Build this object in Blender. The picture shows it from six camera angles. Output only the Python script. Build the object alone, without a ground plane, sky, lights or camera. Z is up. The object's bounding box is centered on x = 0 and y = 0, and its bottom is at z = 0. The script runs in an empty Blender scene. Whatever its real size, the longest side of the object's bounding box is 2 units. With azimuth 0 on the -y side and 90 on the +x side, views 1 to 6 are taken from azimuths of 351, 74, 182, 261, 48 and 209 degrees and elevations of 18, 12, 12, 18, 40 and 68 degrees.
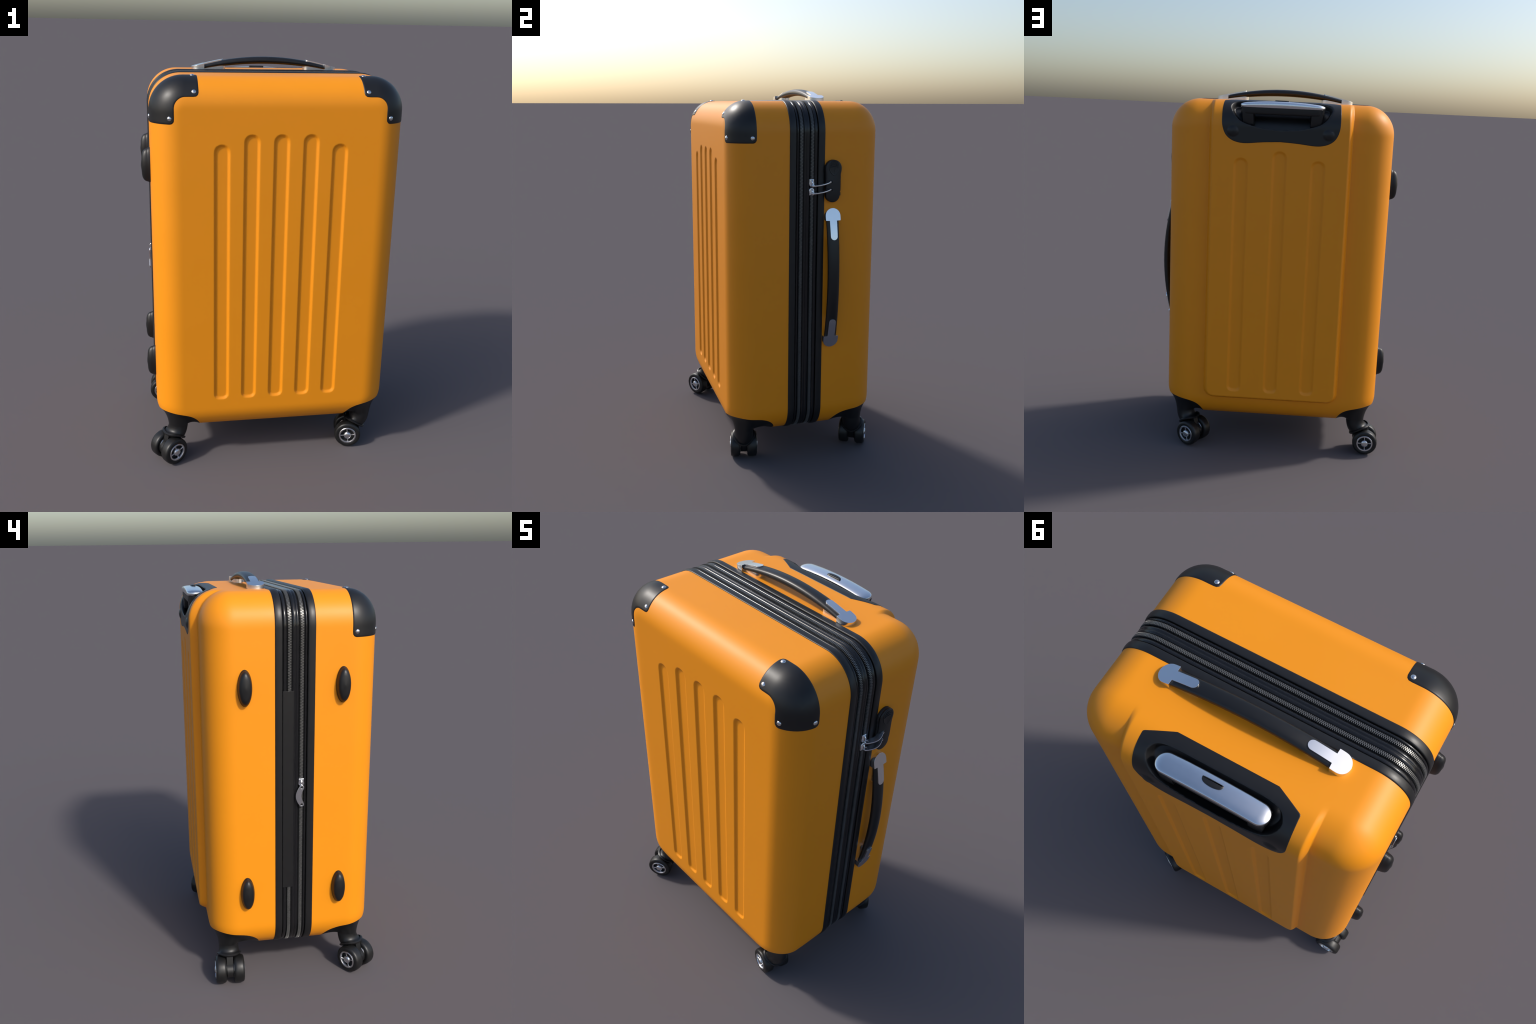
import bpy, bmesh, math
import numpy as np
from mathutils import Vector, Matrix

# ------------------------------------------------------------------ sizes (m)
XC = -0.011                      # the case is symmetric about this x
HW, ZB, ZT = 0.593, 0.172, 1.934  # half width, bottom and top of the shells
ZC, HH = (ZB + ZT) / 2, (ZT - ZB) / 2
RAD = 0.131                      # radius of the edges between face and sides
COR = 0.154                      # radius of the four corners of the outline
RADB = 0.139                     # the same edge on the back shell
YF, YB = -0.408, 0.405           # front face, back face (beside the panel)
YR0, YR1 = -0.099, 0.084         # rims of the two shells at the zipper band
HX, HZ = HW - COR, HH - COR      # inner rectangle
PANEL_Y, PANEL_R = 0.440, 0.136  # raised back panel

# ------------------------------------------------------------------ materials
def material(name, color, rough, metallic=0.0, vary=0.04, scale=30.0, bump=0.0,
             bump_scale=400.0, spec=0.5, rough_vary=0.03):
    m = bpy.data.materials.new(name)
    m.use_nodes = True
    nt = m.node_tree
    bs = nt.nodes["Principled BSDF"]
    tc = nt.nodes.new("ShaderNodeTexCoord")
    no = nt.nodes.new("ShaderNodeTexNoise")
    no.inputs["Scale"].default_value = scale
    no.inputs["Detail"].default_value = 3.0
    nt.links.new(tc.outputs["Object"], no.inputs["Vector"])
    cr = nt.nodes.new("ShaderNodeValToRGB")
    cr.color_ramp.elements[0].position = 0.3
    cr.color_ramp.elements[1].position = 0.7
    cr.color_ramp.elements[0].color = [c * (1 - vary) for c in color] + [1]
    cr.color_ramp.elements[1].color = [min(1.0, c * (1 + vary)) for c in color] + [1]
    nt.links.new(no.outputs["Fac"], cr.inputs["Fac"])
    nt.links.new(cr.outputs["Color"], bs.inputs["Base Color"])
    mr = nt.nodes.new("ShaderNodeMapRange")
    mr.inputs["To Min"].default_value = rough - rough_vary
    mr.inputs["To Max"].default_value = rough + rough_vary
    nt.links.new(no.outputs["Fac"], mr.inputs["Value"])
    nt.links.new(mr.outputs["Result"], bs.inputs["Roughness"])
    bs.inputs["Metallic"].default_value = metallic
    bs.inputs["Specular IOR Level"].default_value = spec
    if bump > 0:
        n2 = nt.nodes.new("ShaderNodeTexNoise")
        n2.inputs["Scale"].default_value = bump_scale
        nt.links.new(tc.outputs["Object"], n2.inputs["Vector"])
        bp = nt.nodes.new("ShaderNodeBump")
        bp.inputs["Strength"].default_value = bump
        bp.inputs["Distance"].default_value = 0.001
        nt.links.new(n2.outputs["Fac"], bp.inputs["Height"])
        nt.links.new(bp.outputs["Normal"], bs.inputs["Normal"])
    return m

ORANGE = material("orange_shell_plastic", (0.87, 0.295, 0.0045), 0.48, vary=0.008, scale=6, spec=0.42)
BLACK = material("black_plastic", (0.0085, 0.0085, 0.009), 0.42, vary=0.08, bump=0.03)
RIM = material("black_rim_rubber", (0.0095, 0.0095, 0.010), 0.40, vary=0.06)
TAPE = material("black_coated_tape", (0.009, 0.009, 0.010), 0.22, vary=0.08)
TEETH = material("grey_zipper_teeth", (0.17, 0.17, 0.165), 0.35, metallic=0.6, vary=0.1)
RUBBER = material("black_wheel_rubber", (0.0095, 0.0095, 0.0095), 0.42, vary=0.08)
LEATHER = material("black_strap", (0.0095, 0.0095, 0.010), 0.36, vary=0.08)
STEEL = material("satin_silver_metal", (0.86, 0.87, 0.89), 0.25, metallic=1.0, vary=0.01, rough_vary=0.01)
CHROME = material("grey_wheel_rim_metal", (0.72, 0.73, 0.75), 0.3, metallic=1.0, vary=0.02)
RIVET = material("bright_rivet_metal", (0.72, 0.73, 0.75), 0.2, metallic=1.0, vary=0.02)
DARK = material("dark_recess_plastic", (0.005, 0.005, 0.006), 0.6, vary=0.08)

# ------------------------------------------------------------------ objects
ROOT = bpy.data.objects.new("suitcase", None)
bpy.context.scene.collection.objects.link(ROOT)
ROOT["label"] = "orange hard-shell rolling suitcase with black corners and four wheels"
ROOT["category"] = "suitcase"

def link(ob, parent=ROOT, mat=None):
    bpy.context.scene.collection.objects.link(ob)
    ob.parent = parent
    if mat is not None:
        ob.data.materials.clear()
        ob.data.materials.append(mat)
    return ob

def outward(V, F, center=None):
    V = np.asarray(V, float)
    c = V.mean(0) if center is None else np.array(center)
    s = 0.0
    for f in F[::max(1, len(F) // 400)]:
        p = V[list(f)]
        n = np.cross(p[1] - p[0], p[2] - p[0])
        s += n @ (p.mean(0) - c)
    return F if s >= 0 else [tuple(reversed(f)) for f in F]

def make_mesh(name, V, F, mat, smooth=True, angle=None):
    me = bpy.data.meshes.new(name)
    me.from_pydata([tuple(map(float, v)) for v in V], [], [tuple(map(int, f)) for f in F])
    me.materials.append(mat)
    me.polygons.foreach_set("use_smooth", [smooth] * len(me.polygons))
    if angle is not None:
        me.set_sharp_from_angle(angle=math.radians(angle))
    me.validate()
    me.update()
    return me

def add(name, V, F, mat, parent=ROOT, smooth=True, angle=None, bevel=0.0, matrix=None, fix=False):
    me = make_mesh(name, V, F, mat, smooth, angle)
    if fix:
        bm = bmesh.new(); bm.from_mesh(me)
        bmesh.ops.recalc_face_normals(bm, faces=bm.faces)
        bm.to_mesh(me); bm.free()
        if angle is not None:
            me.set_sharp_from_angle(angle=math.radians(angle))
    ob = link(bpy.data.objects.new(name, me), parent)
    if matrix is not None:
        ob.matrix_local = matrix
    if bevel > 0:
        md = ob.modifiers.new("bevel", 'BEVEL')
        md.width = bevel; md.segments = 3; md.limit_method = 'ANGLE'
        md.angle_limit = math.radians(35)
    return ob

def smoothstep(a, b, x):
    t = np.clip((x - a) / (b - a), 0, 1)
    return t * t * (3 - 2 * t)

def merge(parts):
    V, F, n = [], [], 0
    for v, f in parts:
        V.append(np.asarray(v, float)); F += [tuple(i + n for i in p) for p in f]; n += len(v)
    return np.vstack(V), F

# --------------------------------------------- cutting a mesh along a level line
def split(V, F, fn, level, keep="both"):
    f = fn(V) - level
    f[np.abs(f) < 2e-6] = 0.0
    lens = np.array([len(p) for p in F]); flat = np.concatenate([np.array(p) for p in F])
    st = np.concatenate([[0], np.cumsum(lens)[:-1]])
    fv = f[flat]
    mn, mx = np.minimum.reduceat(fv, st), np.maximum.reduceat(fv, st)
    mixed = np.where((mn < 0) & (mx > 0))[0]
    ed = {}
    for k in mixed:
        p = F[k]
        for i in range(len(p)):
            a, b = p[i], p[(i + 1) % len(p)]
            if f[a] * f[b] < 0:
                ed.setdefault((min(a, b), max(a, b)), None)
    keys = list(ed)
    if keys:
        A = V[[k[0] for k in keys]]; B = V[[k[1] for k in keys]]
        fa = f[[k[0] for k in keys]]
        lo, hi = np.zeros(len(keys)), np.ones(len(keys))
        for _ in range(24):
            m = (lo + hi) / 2
            fm = fn(A + (B - A) * m[:, None]) - level
            same = fm * fa > 0
            lo, hi = np.where(same, m, lo), np.where(same, hi, m)
        P = A + (B - A) * ((lo + hi) / 2)[:, None]
        for i, k in enumerate(keys):
            ed[k] = len(V) + i
        V = np.vstack([V, P])
    out = []
    mixed_set = set(mixed.tolist())
    for k, p in enumerate(F):
        if k not in mixed_set:
            if keep == "both" or (keep == "neg" and mx[k] <= 0) or (keep == "pos" and mn[k] >= 0):
                out.append(p)
            continue
        pos, neg = [], []
        for i in range(len(p)):
            a, b = p[i], p[(i + 1) % len(p)]
            if f[a] >= 0: pos.append(a)
            if f[a] <= 0: neg.append(a)
            if f[a] * f[b] < 0:
                c = ed[(min(a, b), max(a, b))]; pos.append(c); neg.append(c)
        if len(pos) > 2 and keep in ("both", "pos"): out.append(tuple(pos))
        if len(neg) > 2 and keep in ("both", "neg"): out.append(tuple(neg))
    return V, out

def compact(V, F):
    used = sorted({i for p in F for i in p})
    mp = {o: n for n, o in enumerate(used)}
    return V[used], [tuple(mp[i] for i in p) for p in F]

def boundary_edges(F):
    cnt = {}
    for p in F:
        for i in range(len(p)):
            a, b = p[i], p[(i + 1) % len(p)]
            k = (min(a, b), max(a, b)); cnt[k] = cnt.get(k, 0) + 1
    return [k for k, c in cnt.items() if c == 1]

# --------------------------------------------- signed distance helpers
def rounded_all(fs, r):
    """intersection of half spaces with convex corners rounded by r"""
    G = np.stack([f + r for f in fs])
    return np.minimum(G.max(0), 0) + np.sqrt((np.maximum(G, 0) ** 2).sum(0)) - r

def polygon_distance(P, poly):
    poly = np.asarray(poly, float)
    d = np.full(len(P), 1e9); ins = np.zeros(len(P), bool)
    for a, b in zip(poly, np.roll(poly, -1, 0)):
        e = b - a; w = P - a
        t = np.clip((w @ e) / (e @ e), 0, 1)
        d = np.minimum(d, np.hypot(*(w - t[:, None] * e).T))
        cond = (a[1] > P[:, 1]) != (b[1] > P[:, 1])
        xs = a[0] + (P[:, 1] - a[1]) * (b[0] - a[0]) / (b[1] - a[1] + 1e-12)
        ins ^= cond & (P[:, 0] < xs)
    return np.where(ins, -d, d)

def catmull(pts, n=6):
    pts = [np.array(p, float) for p in pts]
    out = []
    for i in range(len(pts) - 1):
        p0 = pts[max(i - 1, 0)]; p1 = pts[i]; p2 = pts[i + 1]; p3 = pts[min(i + 2, len(pts) - 1)]
        for k in range(n):
            t = k / n
            out.append(0.5 * ((2 * p1) + (p2 - p0) * t + (2 * p0 - 5 * p1 + 4 * p2 - p3) * t * t
                              + (3 * p1 - p0 - 3 * p2 + p3) * t ** 3))
    out.append(pts[-1])
    return out

# ------------------------------------------------------------------ rounded shell
def outline(step, narc):
    """closed path round the inner rectangle: (x, z, nx, nz)"""
    nx, nz = int(round(2 * HX / step)), int(round(2 * HZ / step))
    path = []
    def seg(p, q, n, cnt):
        for i in range(cnt + 1):
            t = i / cnt
            path.append((p[0] + (q[0] - p[0]) * t, p[1] + (q[1] - p[1]) * t, n[0], n[1]))
    def arc(p, a0):
        for i in range(1, narc):
            a = a0 + (math.pi / 2) * i / narc
            path.append((p[0], p[1], math.cos(a), math.sin(a)))
    c = [(HX, -HZ), (HX, HZ), (-HX, HZ), (-HX, -HZ)]
    seg(c[0], c[1], (1, 0), nz); arc(c[1], 0)
    seg(c[1], c[2], (0, 1), nx); arc(c[2], math.pi / 2)
    seg(c[2], c[3], (-1, 0), nz); arc(c[3], math.pi)
    seg(c[3], c[0], (0, -1), nx); arc(c[0], 1.5 * math.pi)
    return path

def rounded_shell(yface, yrim, rad=RAD, step=0.0125, narc=20, nfil=18, nwall=14):
    rho = COR - rad
    d = 1.0 if yrim > yface else -1.0
    nx, nz = int(round(2 * HX / step)), int(round(2 * HZ / step))
    V, F = [], []
    idx = {}
    for j in range(nz + 1):
        for i in range(nx + 1):
            idx[(i, j)] = len(V)
            V.append((XC - HX + 2 * HX * i / nx, yface, ZC - HZ + 2 * HZ * j / nz))
    for j in range(nz):
        for i in range(nx):
            F.append((idx[(i, j)], idx[(i + 1, j)], idx[(i + 1, j + 1)], idx[(i, j + 1)]))
    path = outline(step, narc)
    ring = []
    for (x, z, _, _) in path:
        ring.append(idx[(int(round((x + HX) / (2 * HX) * nx)), int(round((z + HZ) / (2 * HZ) * nz)))])
    prev = ring
    rows = [(rho * k / 3, 0.0) for k in (1, 2, 3)]
    rows += [(rho + rad * math.sin(a), rad * (1 - math.cos(a))) for a in
            [math.pi / 2 * k / nfil for k in range(1, nfil + 1)]]
    span = abs(yrim - yface) - rad
    rows += [(COR, rad + span * k / nwall) for k in range(1, nwall + 1)]
    for off, dep in rows:
        cur = []
        for (x, z, a, b) in path:
            cur.append(len(V)); V.append((XC + x + off * a, yface + d * dep, ZC + z + off * b))
        n = len(path)
        for i in range(n):
            q = (prev[i], prev[(i + 1) % n], cur[(i + 1) % n], cur[i])
            u = []
            for k in q:
                if k not in u: u.append(k)
            if len(u) > 2: F.append(tuple(u))
        prev = cur
    V = np.array(V)
    # consistent outward winding, face by face
    ctr = np.array([XC, (yface + yrim) / 2, ZC])
    FF = []
    for f in F:
        p = V[list(f)]
        n = np.zeros(3)
        for i in range(1, len(f) - 1): n += np.cross(p[i] - p[0], p[i + 1] - p[0])
        q = p.mean(0)
        kx, kz = np.clip(q[0], XC - HX, XC + HX), np.clip(q[2], ZC - HZ, ZC + HZ)
        cl = np.array([kx,
                       max(q[1], yface + rad) if d > 0 else min(q[1], yface - rad),
                       kz])
        ox, oz = q[0] - kx, q[2] - kz; ol = math.hypot(ox, oz)
        if ol > 1e-9:
            g = min(ol, rho) / ol; cl[0] += ox * g; cl[2] += oz * g
        FF.append(f if n @ (q - cl) > 0 else tuple(reversed(f)))
    return V, FF

RHO = COR - RAD
def shell_normal(V, yface):
    d = 1.0 if yface < 0 else -1.0
    c = V.copy()
    c[:, 0] = np.clip(V[:, 0], XC - HX, XC + HX)
    c[:, 2] = np.clip(V[:, 2], ZC - HZ, ZC + HZ)
    c[:, 1] = np.maximum(V[:, 1], yface + RAD) if d > 0 else np.minimum(V[:, 1], yface - RAD)
    o = V - c; o[:, 1] = 0
    ol = np.linalg.norm(o, axis=1)[:, None] + 1e-12
    c = c + o * np.minimum(1.0, RHO / ol)
    n = V - c
    return n / (np.linalg.norm(n, axis=1)[:, None] + 1e-12)

# pressed grooves: centre, bottom, top, half width
FRONT_GROOVES = [(k * 0.137, 0.356, 1.686 if abs(k) < 2 else 1.642, 0.0375) for k in (-2, -1, 0, 1, 2)]
BACK_GROOVES = [(k * 0.2, 0.358, 1.684 if k == 0 else 1.643, 0.038) for k in (-1, 0, 1)]

def groove_field(grooves, rt=0.036, rb=0.028):
    def fn(V):
        X = V[:, 0] - XC; Z = V[:, 2]
        best = np.full(len(V), 1.0)
        for (c, z0, z1, w) in grooves:
            r = np.where(Z > (z0 + z1) / 2, rt, rb)
            qx = np.abs(X - c) - w + r
            qz = np.abs(Z - (z0 + z1) / 2) - (z1 - z0) / 2 + r
            d = np.minimum(np.maximum(qx, qz), 0) + np.hypot(np.maximum(qx, 0), np.maximum(qz, 0)) - r
            best = np.minimum(best, d)
        return best
    return fn

def seam_field(yface):
    """negative where the wheel housing replaces the bottom corner of a shell"""
    def fn(V):
        a = np.maximum(HW - np.abs(V[:, 0] - XC), 0)
        b = np.maximum(np.abs(V[:, 1] - yface), 0)
        p = ((a / 0.217) ** 2.6 + (b / 0.252) ** 2.6) ** (1 / 2.6)
        zs = np.where(p < 1, ZB + 0.106 * np.sqrt(np.maximum(1 - p ** 5, 0)), ZB - (p - 1) * 0.2 - 1e-4)
        zs = zs + 0.014 * np.exp(-(a * a + b * b) / 0.085 ** 2)
        return V[:, 2] - zs
    return fn

def panel_field(V):
    X = np.abs(V[:, 0] - XC); Z = V[:, 2]
    return rounded_all([X - 0.362, 0.316 - Z], 0.05)

def panel_step(f):
    """sharp crease at the foot of the step, rounded shoulder on the panel"""
    t = np.clip((0.010 - f) / 0.024, 0, 1)
    return np.sin(t * math.pi / 2)

PLATE_TOP = [(0.0, -0.016), (0.196, -0.016), (0.203, -0.013), (0.299, 0.032), (0.304, 0.037)]
PLATE_LOW = catmull([(0.304, 0.037), (0.306, 0.100), (0.306, 0.165), (0.302, 0.212), (0.285, 0.254),
                     (0.255, 0.280), (0.215, 0.293), (0.17, 0.295), (0.09, 0.287), (0.0, 0.282)])
PLATE_HALF = [np.array(p) for p in PLATE_TOP[:-1]] + PLATE_LOW
PLATE_POLY = PLATE_HALF + [np.array((-p[0], p[1])) for p in PLATE_HALF[-2:0:-1]]
POCKET_HALF = catmull([(0.0, 0.039), (0.10, 0.039), (0.19, 0.041), (0.24, 0.054), (0.262, 0.087), (0.258, 0.119),
                       (0.232, 0.162), (0.19, 0.191), (0.10, 0.213), (0.0, 0.220)])
POCKET_POLY = POCKET_HALF + [np.array((-p[0], p[1])) for p in POCKET_HALF[-2:0:-1]]
ARC = PANEL_R * math.pi / 2
CY, CZ = PANEL_Y - PANEL_R, ZT - PANEL_R

def panel_coords(V):
    """(X, arc length over the top edge of the back panel)"""
    y, zz = V[:, 1] - CY, V[:, 2] - CZ
    t = np.where(y <= 0, y, np.where(zz <= 0, ARC - zz, PANEL_R * np.arctan2(np.maximum(y, 1e-9), np.maximum(zz, 1e-9))))
    return np.stack([V[:, 0] - XC, t], 1)

def plate_field(V):
    f = polygon_distance(panel_coords(V), PLATE_POLY)
    return np.where((V[:, 2] > 1.6) & (V[:, 1] > 0.2), f, 1.0)

# ---------------------------------------------------------------- build shells
BASE_FRONT = rounded_shell(YF, YR0)

def build_front():
    V, F = BASE_FRONT[0].copy(), list(BASE_FRONT[1])
    V, F = split(V, F, seam_field(YF), 0.0, "pos")
    g = groove_field(FRONT_GROOVES)
    def gf(P): return np.where(P[:, 1] < YF + 0.001, g(P), 1.0)
    for lv in (0.005, 0.002, 0.0, -0.002, -0.004, -0.006, -0.008, -0.010, -0.012, -0.0145, -0.0175):
        V, F = split(V, F, gf, lv)
    V, F = compact(V, F)
    s = gf(V)
    V[:, 1] += 0.0085 * smoothstep(0.002, -0.0145, s)
    return V, F

def build_back():
    V, F = rounded_shell(YB, YR1, RADB)
    V, F = split(V, F, seam_field(YB), 0.0, "pos")
    pf = lambda P: np.where(P[:, 1] > 0.2, panel_field(P), 1.0)
    for lv in np.concatenate([[0.013], np.linspace(-0.014, 0.010, 10), [-0.018]]):
        V, F = split(V, F, pf, lv)
    g = groove_field(BACK_GROOVES)
    gf = lambda P: np.where(P[:, 1] > YB - 0.001, g(P), 1.0)
    for lv in (0.005, 0.002, 0.0, -0.002, -0.004, -0.006, -0.008, -0.010, -0.012, -0.0145, -0.0175):
        V, F = split(V, F, gf, lv)
    V, F = compact(V, F)
    s = gf(V)
    w = panel_step(panel_field(V))
    # raise the panel: straight back on the flat, radially over the rounded top edge
    cy, cz = YB - RADB, ZT - RADB
    top = V[:, 2] > cz
    flat = np.where(top | (V[:, 1] < 0.2), 0, w * np.maximum(PANEL_Y - V[:, 1], 0))
    edge = top & (V[:, 1] > cy)
    phi = np.arctan2(np.maximum(V[:, 1] - cy, 0), np.maximum(V[:, 2] - cz, 1e-9))
    sy, cs = np.sin(phi), np.cos(phi)
    rr = np.hypot(V[:, 1] - cy, V[:, 2] - cz)
    # distance from (cy, cz) to the panel outline along the ray
    ay, az = CY - cy, CZ - cz
    bq = sy * ay + cs * az
    arc = bq + np.sqrt(np.maximum(bq * bq - (ay * ay + az * az - PANEL_R ** 2), 0))
    lid = RADB / np.maximum(cs, 1e-6)
    wall = (PANEL_Y - cy) / np.maximum(sy, 1e-6)
    dist = np.where(lid * sy <= ay, lid, np.where(wall * cs <= az, wall, arc))
    grow = np.where(edge, w * np.maximum(dist - rr, 0), 0)
    V[:, 1] += flat + grow * sy - 0.008 * smoothstep(0.002, -0.0145, s)
    V[:, 2] += grow * cs
    V, F = split(V, F, plate_field, -0.006, "pos")
    return compact(V, F)

FV, FF = build_front()
add("front_shell", FV, FF, ORANGE)
BV, BF = build_back()
add("back_shell", BV, BF, ORANGE)

# ---------------------------------------------------------------- wheel housings
STEM_X, STEM_YF, STEM_YB = 0.487, -0.317, 0.311
JOINT_Z, JOINT_R = 0.190, 0.050

def housing(V, F, sx, sy, yface, stem_y):
    E = [e for e in boundary_edges(F)]
    fld = seam_field(yface)
    d = np.abs(fld(V))
    E = [e for e in E if d[e[0]] < 1e-3 and d[e[1]] < 1e-3 and (V[e[0], 0] - XC) * sx > 0.3 and V[e[0], 2] < 0.36
         and abs(V[e[0], 1]) > 0.12]
    nb = {}
    for a, b in E:
        nb.setdefault(a, []).append(b); nb.setdefault(b, []).append(a)
    start = E[0][0]; loop = [start]; prev = None; cur = start
    while True:
        nx = [k for k in nb[cur] if k != prev]
        if not nx or nx[0] == start: break
        prev, cur = cur, nx[0]; loop.append(cur)
        if len(loop) > 5000: break
    S = V[loop]
    c = np.array([XC + sx * STEM_X, stem_y])
    dirs = S[:, :2] - c
    ang = np.arctan2(dirs[:, 1], dirs[:, 0])
    rows = []
    n = 18
    for k in range(n + 1):
        t = k / n
        C = np.stack([c[0] + JOINT_R * np.cos(ang), c[1] + JOINT_R * np.sin(ang), np.full(len(S), JOINT_Z)], 1)
        M = np.empty_like(S)
        M[:, :2] = C[:, :2] * 0.80 + S[:, :2] * 0.20
        M[:, 2] = np.maximum(S[:, 2] - 0.030, 0.205)
        rows.append((1 - t) ** 2 * S + 2 * t * (1 - t) * M + t * t * C)
    VV = np.vstack(rows); m = len(S); FF2 = []
    for k in range(n):
        for i in range(m):
            j = (i + 1) % m
            FF2.append((k * m + i, k * m + j, (k + 1) * m + j, (k + 1) * m + i))
    FF2.append(tuple(range(n * m, n * m + m)))
    add("wheel_housing", VV, FF2, BLACK, fix=True, angle=50)

for sx in (-1, 1):
    housing(FV, FF, sx, -1, YF, STEM_YF)
    housing(BV, BF, sx, 1, YB, STEM_YB)

# ---------------------------------------------------------------- zipper band
PATH = outline(0.05, 28)

def band(name, profile, mat, closed=False, angle=50):
    V, F = [], []
    m = len(profile); n = len(PATH)
    for (x, z, a, b) in PATH:
        for (y, h) in profile:
            V.append((XC + x + (COR + h) * a, y, ZC + z + (COR + h) * b))
    for i in range(n):
        j = (i + 1) % n
        for k in range(m - 1):
            F.append((i * m + k, j * m + k, j * m + k + 1, i * m + k + 1))
    V = np.array(V)
    p = V[list(F[m // 2])]; nn = np.cross(p[1] - p[0], p[2] - p[0])
    if nn @ (p.mean(0) - np.array([XC, 0, ZC])) < 0: F = [tuple(reversed(f)) for f in F]
    return add(name, V, F, mat, angle=angle)

def rim_profile(y0, y1, h=0.004):
    r = 0.005
    pr = [(y0, -0.016), (y0, h - r)]
    pr += [(y0 + r * (1 - math.cos(a)), h - r + r * math.sin(a)) for a in (math.radians(22 * k) for k in (1, 2, 3))]
    for k in range(5):
        t = k / 4
        pr.append((y0 + r + (y1 - y0 - 2 * r) * t, h + 0.0012 * (1 - (2 * t - 1) ** 2)))
    pr += [(y1 - r * (1 - math.cos(a)), h - r + r * math.sin(a)) for a in (math.radians(22 * k) for k in (3, 2, 1))]
    pr += [(y1, h - r), (y1, -0.018)]
    return pr

band("shell_rim", rim_profile(-0.1005, -0.0655), RIM)
band("shell_rim", rim_profile(0.0505, 0.0855), RIM)

T1, T2 = -0.0385, 0.0185          # the two rows of zipper teeth
tape_pts = [(-0.066, -0.017), (-0.064, -0.012), (-0.061, -0.008), (-0.0575, -0.0065), (-0.053, -0.0078), (-0.0495, -0.0125),
            (T1, -0.0135), (-0.0275, -0.0125), (-0.0235, -0.0085), (-0.019, -0.0062), (-0.014, -0.0064), (-0.0100, -0.0088),
            (-0.0060, -0.0064), (-0.001, -0.0062), (0.0045, -0.0085),
            (0.0085, -0.0125), (T2, -0.0135), (0.0285, -0.0125), (0.033, -0.0085), (0.040, -0.0065), (0.045, -0.0075),
            (0.049, -0.012), (0.051, -0.017)]
band("zipper_tape", [(p[0], p[1] + 0.006) for p in catmull(tape_pts, 3)], TAPE, angle=75)

def teeth_row(y0):
    pitch, h = 0.0070, 0.0015
    r = COR + h
    segs = [2 * HZ, r * math.pi / 2, 2 * HX, r * math.pi / 2] * 2
    total = sum(segs); n = int(total / pitch)
    cor = [(HX, -HZ), (HX, HZ), (-HX, HZ), (-HX, -HZ)]
    V, F = [], []
    for half in (0, 1):
        for i in range(n):
            s = (i + 0.5 * half) * total / n
            k = 0
            while s > segs[k]:
                s -= segs[k]; k += 1
            a0 = (k // 2) * math.pi / 2
            if k % 2 == 0:
                p = cor[k // 2]; tx, tz = math.cos(a0 + math.pi / 2), math.sin(a0 + math.pi / 2)
                nx, nz = math.cos(a0), math.sin(a0)
                px, pz = p[0] + tx * s + nx * r, p[1] + tz * s + nz * r
            else:
                p = cor[(k // 2 + 1) % 4]; a = a0 + s / r
                nx, nz = math.cos(a), math.sin(a); tx, tz = -nz, nx
                px, pz = p[0] + nx * r, p[1] + nz * r
            yc = y0 + (-0.0034 if half == 0 else 0.0034)
            b = len(V)
            for hh, sc in ((-0.007, 1.0), (0.0, 0.72)):
                for dy, dt in ((-1, -1), (1, -1), (1, 1), (-1, 1)):
                    V.append((XC + px + tx * dt * 0.0021 * sc + nx * hh, yc + dy * 0.0043 * (0.85 + 0.15 * sc),
                              ZC + pz + tz * dt * 0.0021 * sc + nz * hh))
            F += [(b + 4, b + 5, b + 6, b + 7), (b, b + 1, b + 5, b + 4), (b + 1, b + 2, b + 6, b + 5),
                  (b + 2, b + 3, b + 7, b + 6), (b + 3, b, b + 4, b + 7)]
    return V, F

for y0 in (T1, T2):
    v, f = teeth_row(y0)
    ob = add("zipper_teeth", v, f, TEETH, smooth=False, fix=True)
    ob["kind"] = "stuff"

# ---------------------------------------------------------------- prisms and lofts
def offset_outline(P, d):
    P = np.asarray(P, float)
    a = P - np.roll(P, 1, 0); b = np.roll(P, -1, 0) - P
    a /= np.linalg.norm(a, axis=1)[:, None]; b /= np.linalg.norm(b, axis=1)[:, None]
    na = np.stack([a[:, 1], -a[:, 0]], 1); nb = np.stack([b[:, 1], -b[:, 0]], 1)
    n = na + nb; n /= np.linalg.norm(n, axis=1)[:, None]
    k = np.maximum((n * na).sum(1), 0.5)
    return P - n * (d / k)[:, None]

def area2(P):
    P = np.asarray(P); Q = np.roll(P, -1, 0)
    return (P[:, 0] * Q[:, 1] - Q[:, 0] * P[:, 1]).sum()

def ring_loft(P, rings, bottom=True):
    """stack an outline (counter-clockwise) at (inset, height) steps and cap it"""
    P = np.asarray(P, float)
    if area2(P) < 0: P = P[::-1]
    V, F, n = [], [], len(P)
    for ins, h in rings:
        Q = offset_outline(P, ins) if ins else P
        hh = h(Q) if callable(h) else np.full(n, h)
        V += [(q[0], q[1], z) for q, z in zip(Q, hh)]
    for k in range(len(rings) - 1):
        for i in range(n):
            j = (i + 1) % n
            F.append((k * n + i, k * n + j, (k + 1) * n + j, (k + 1) * n + i))
    F.append(tuple(range((len(rings) - 1) * n, len(rings) * n)))
    if bottom: F.append(tuple(reversed(range(n))))
    return np.array(V), F

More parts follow.
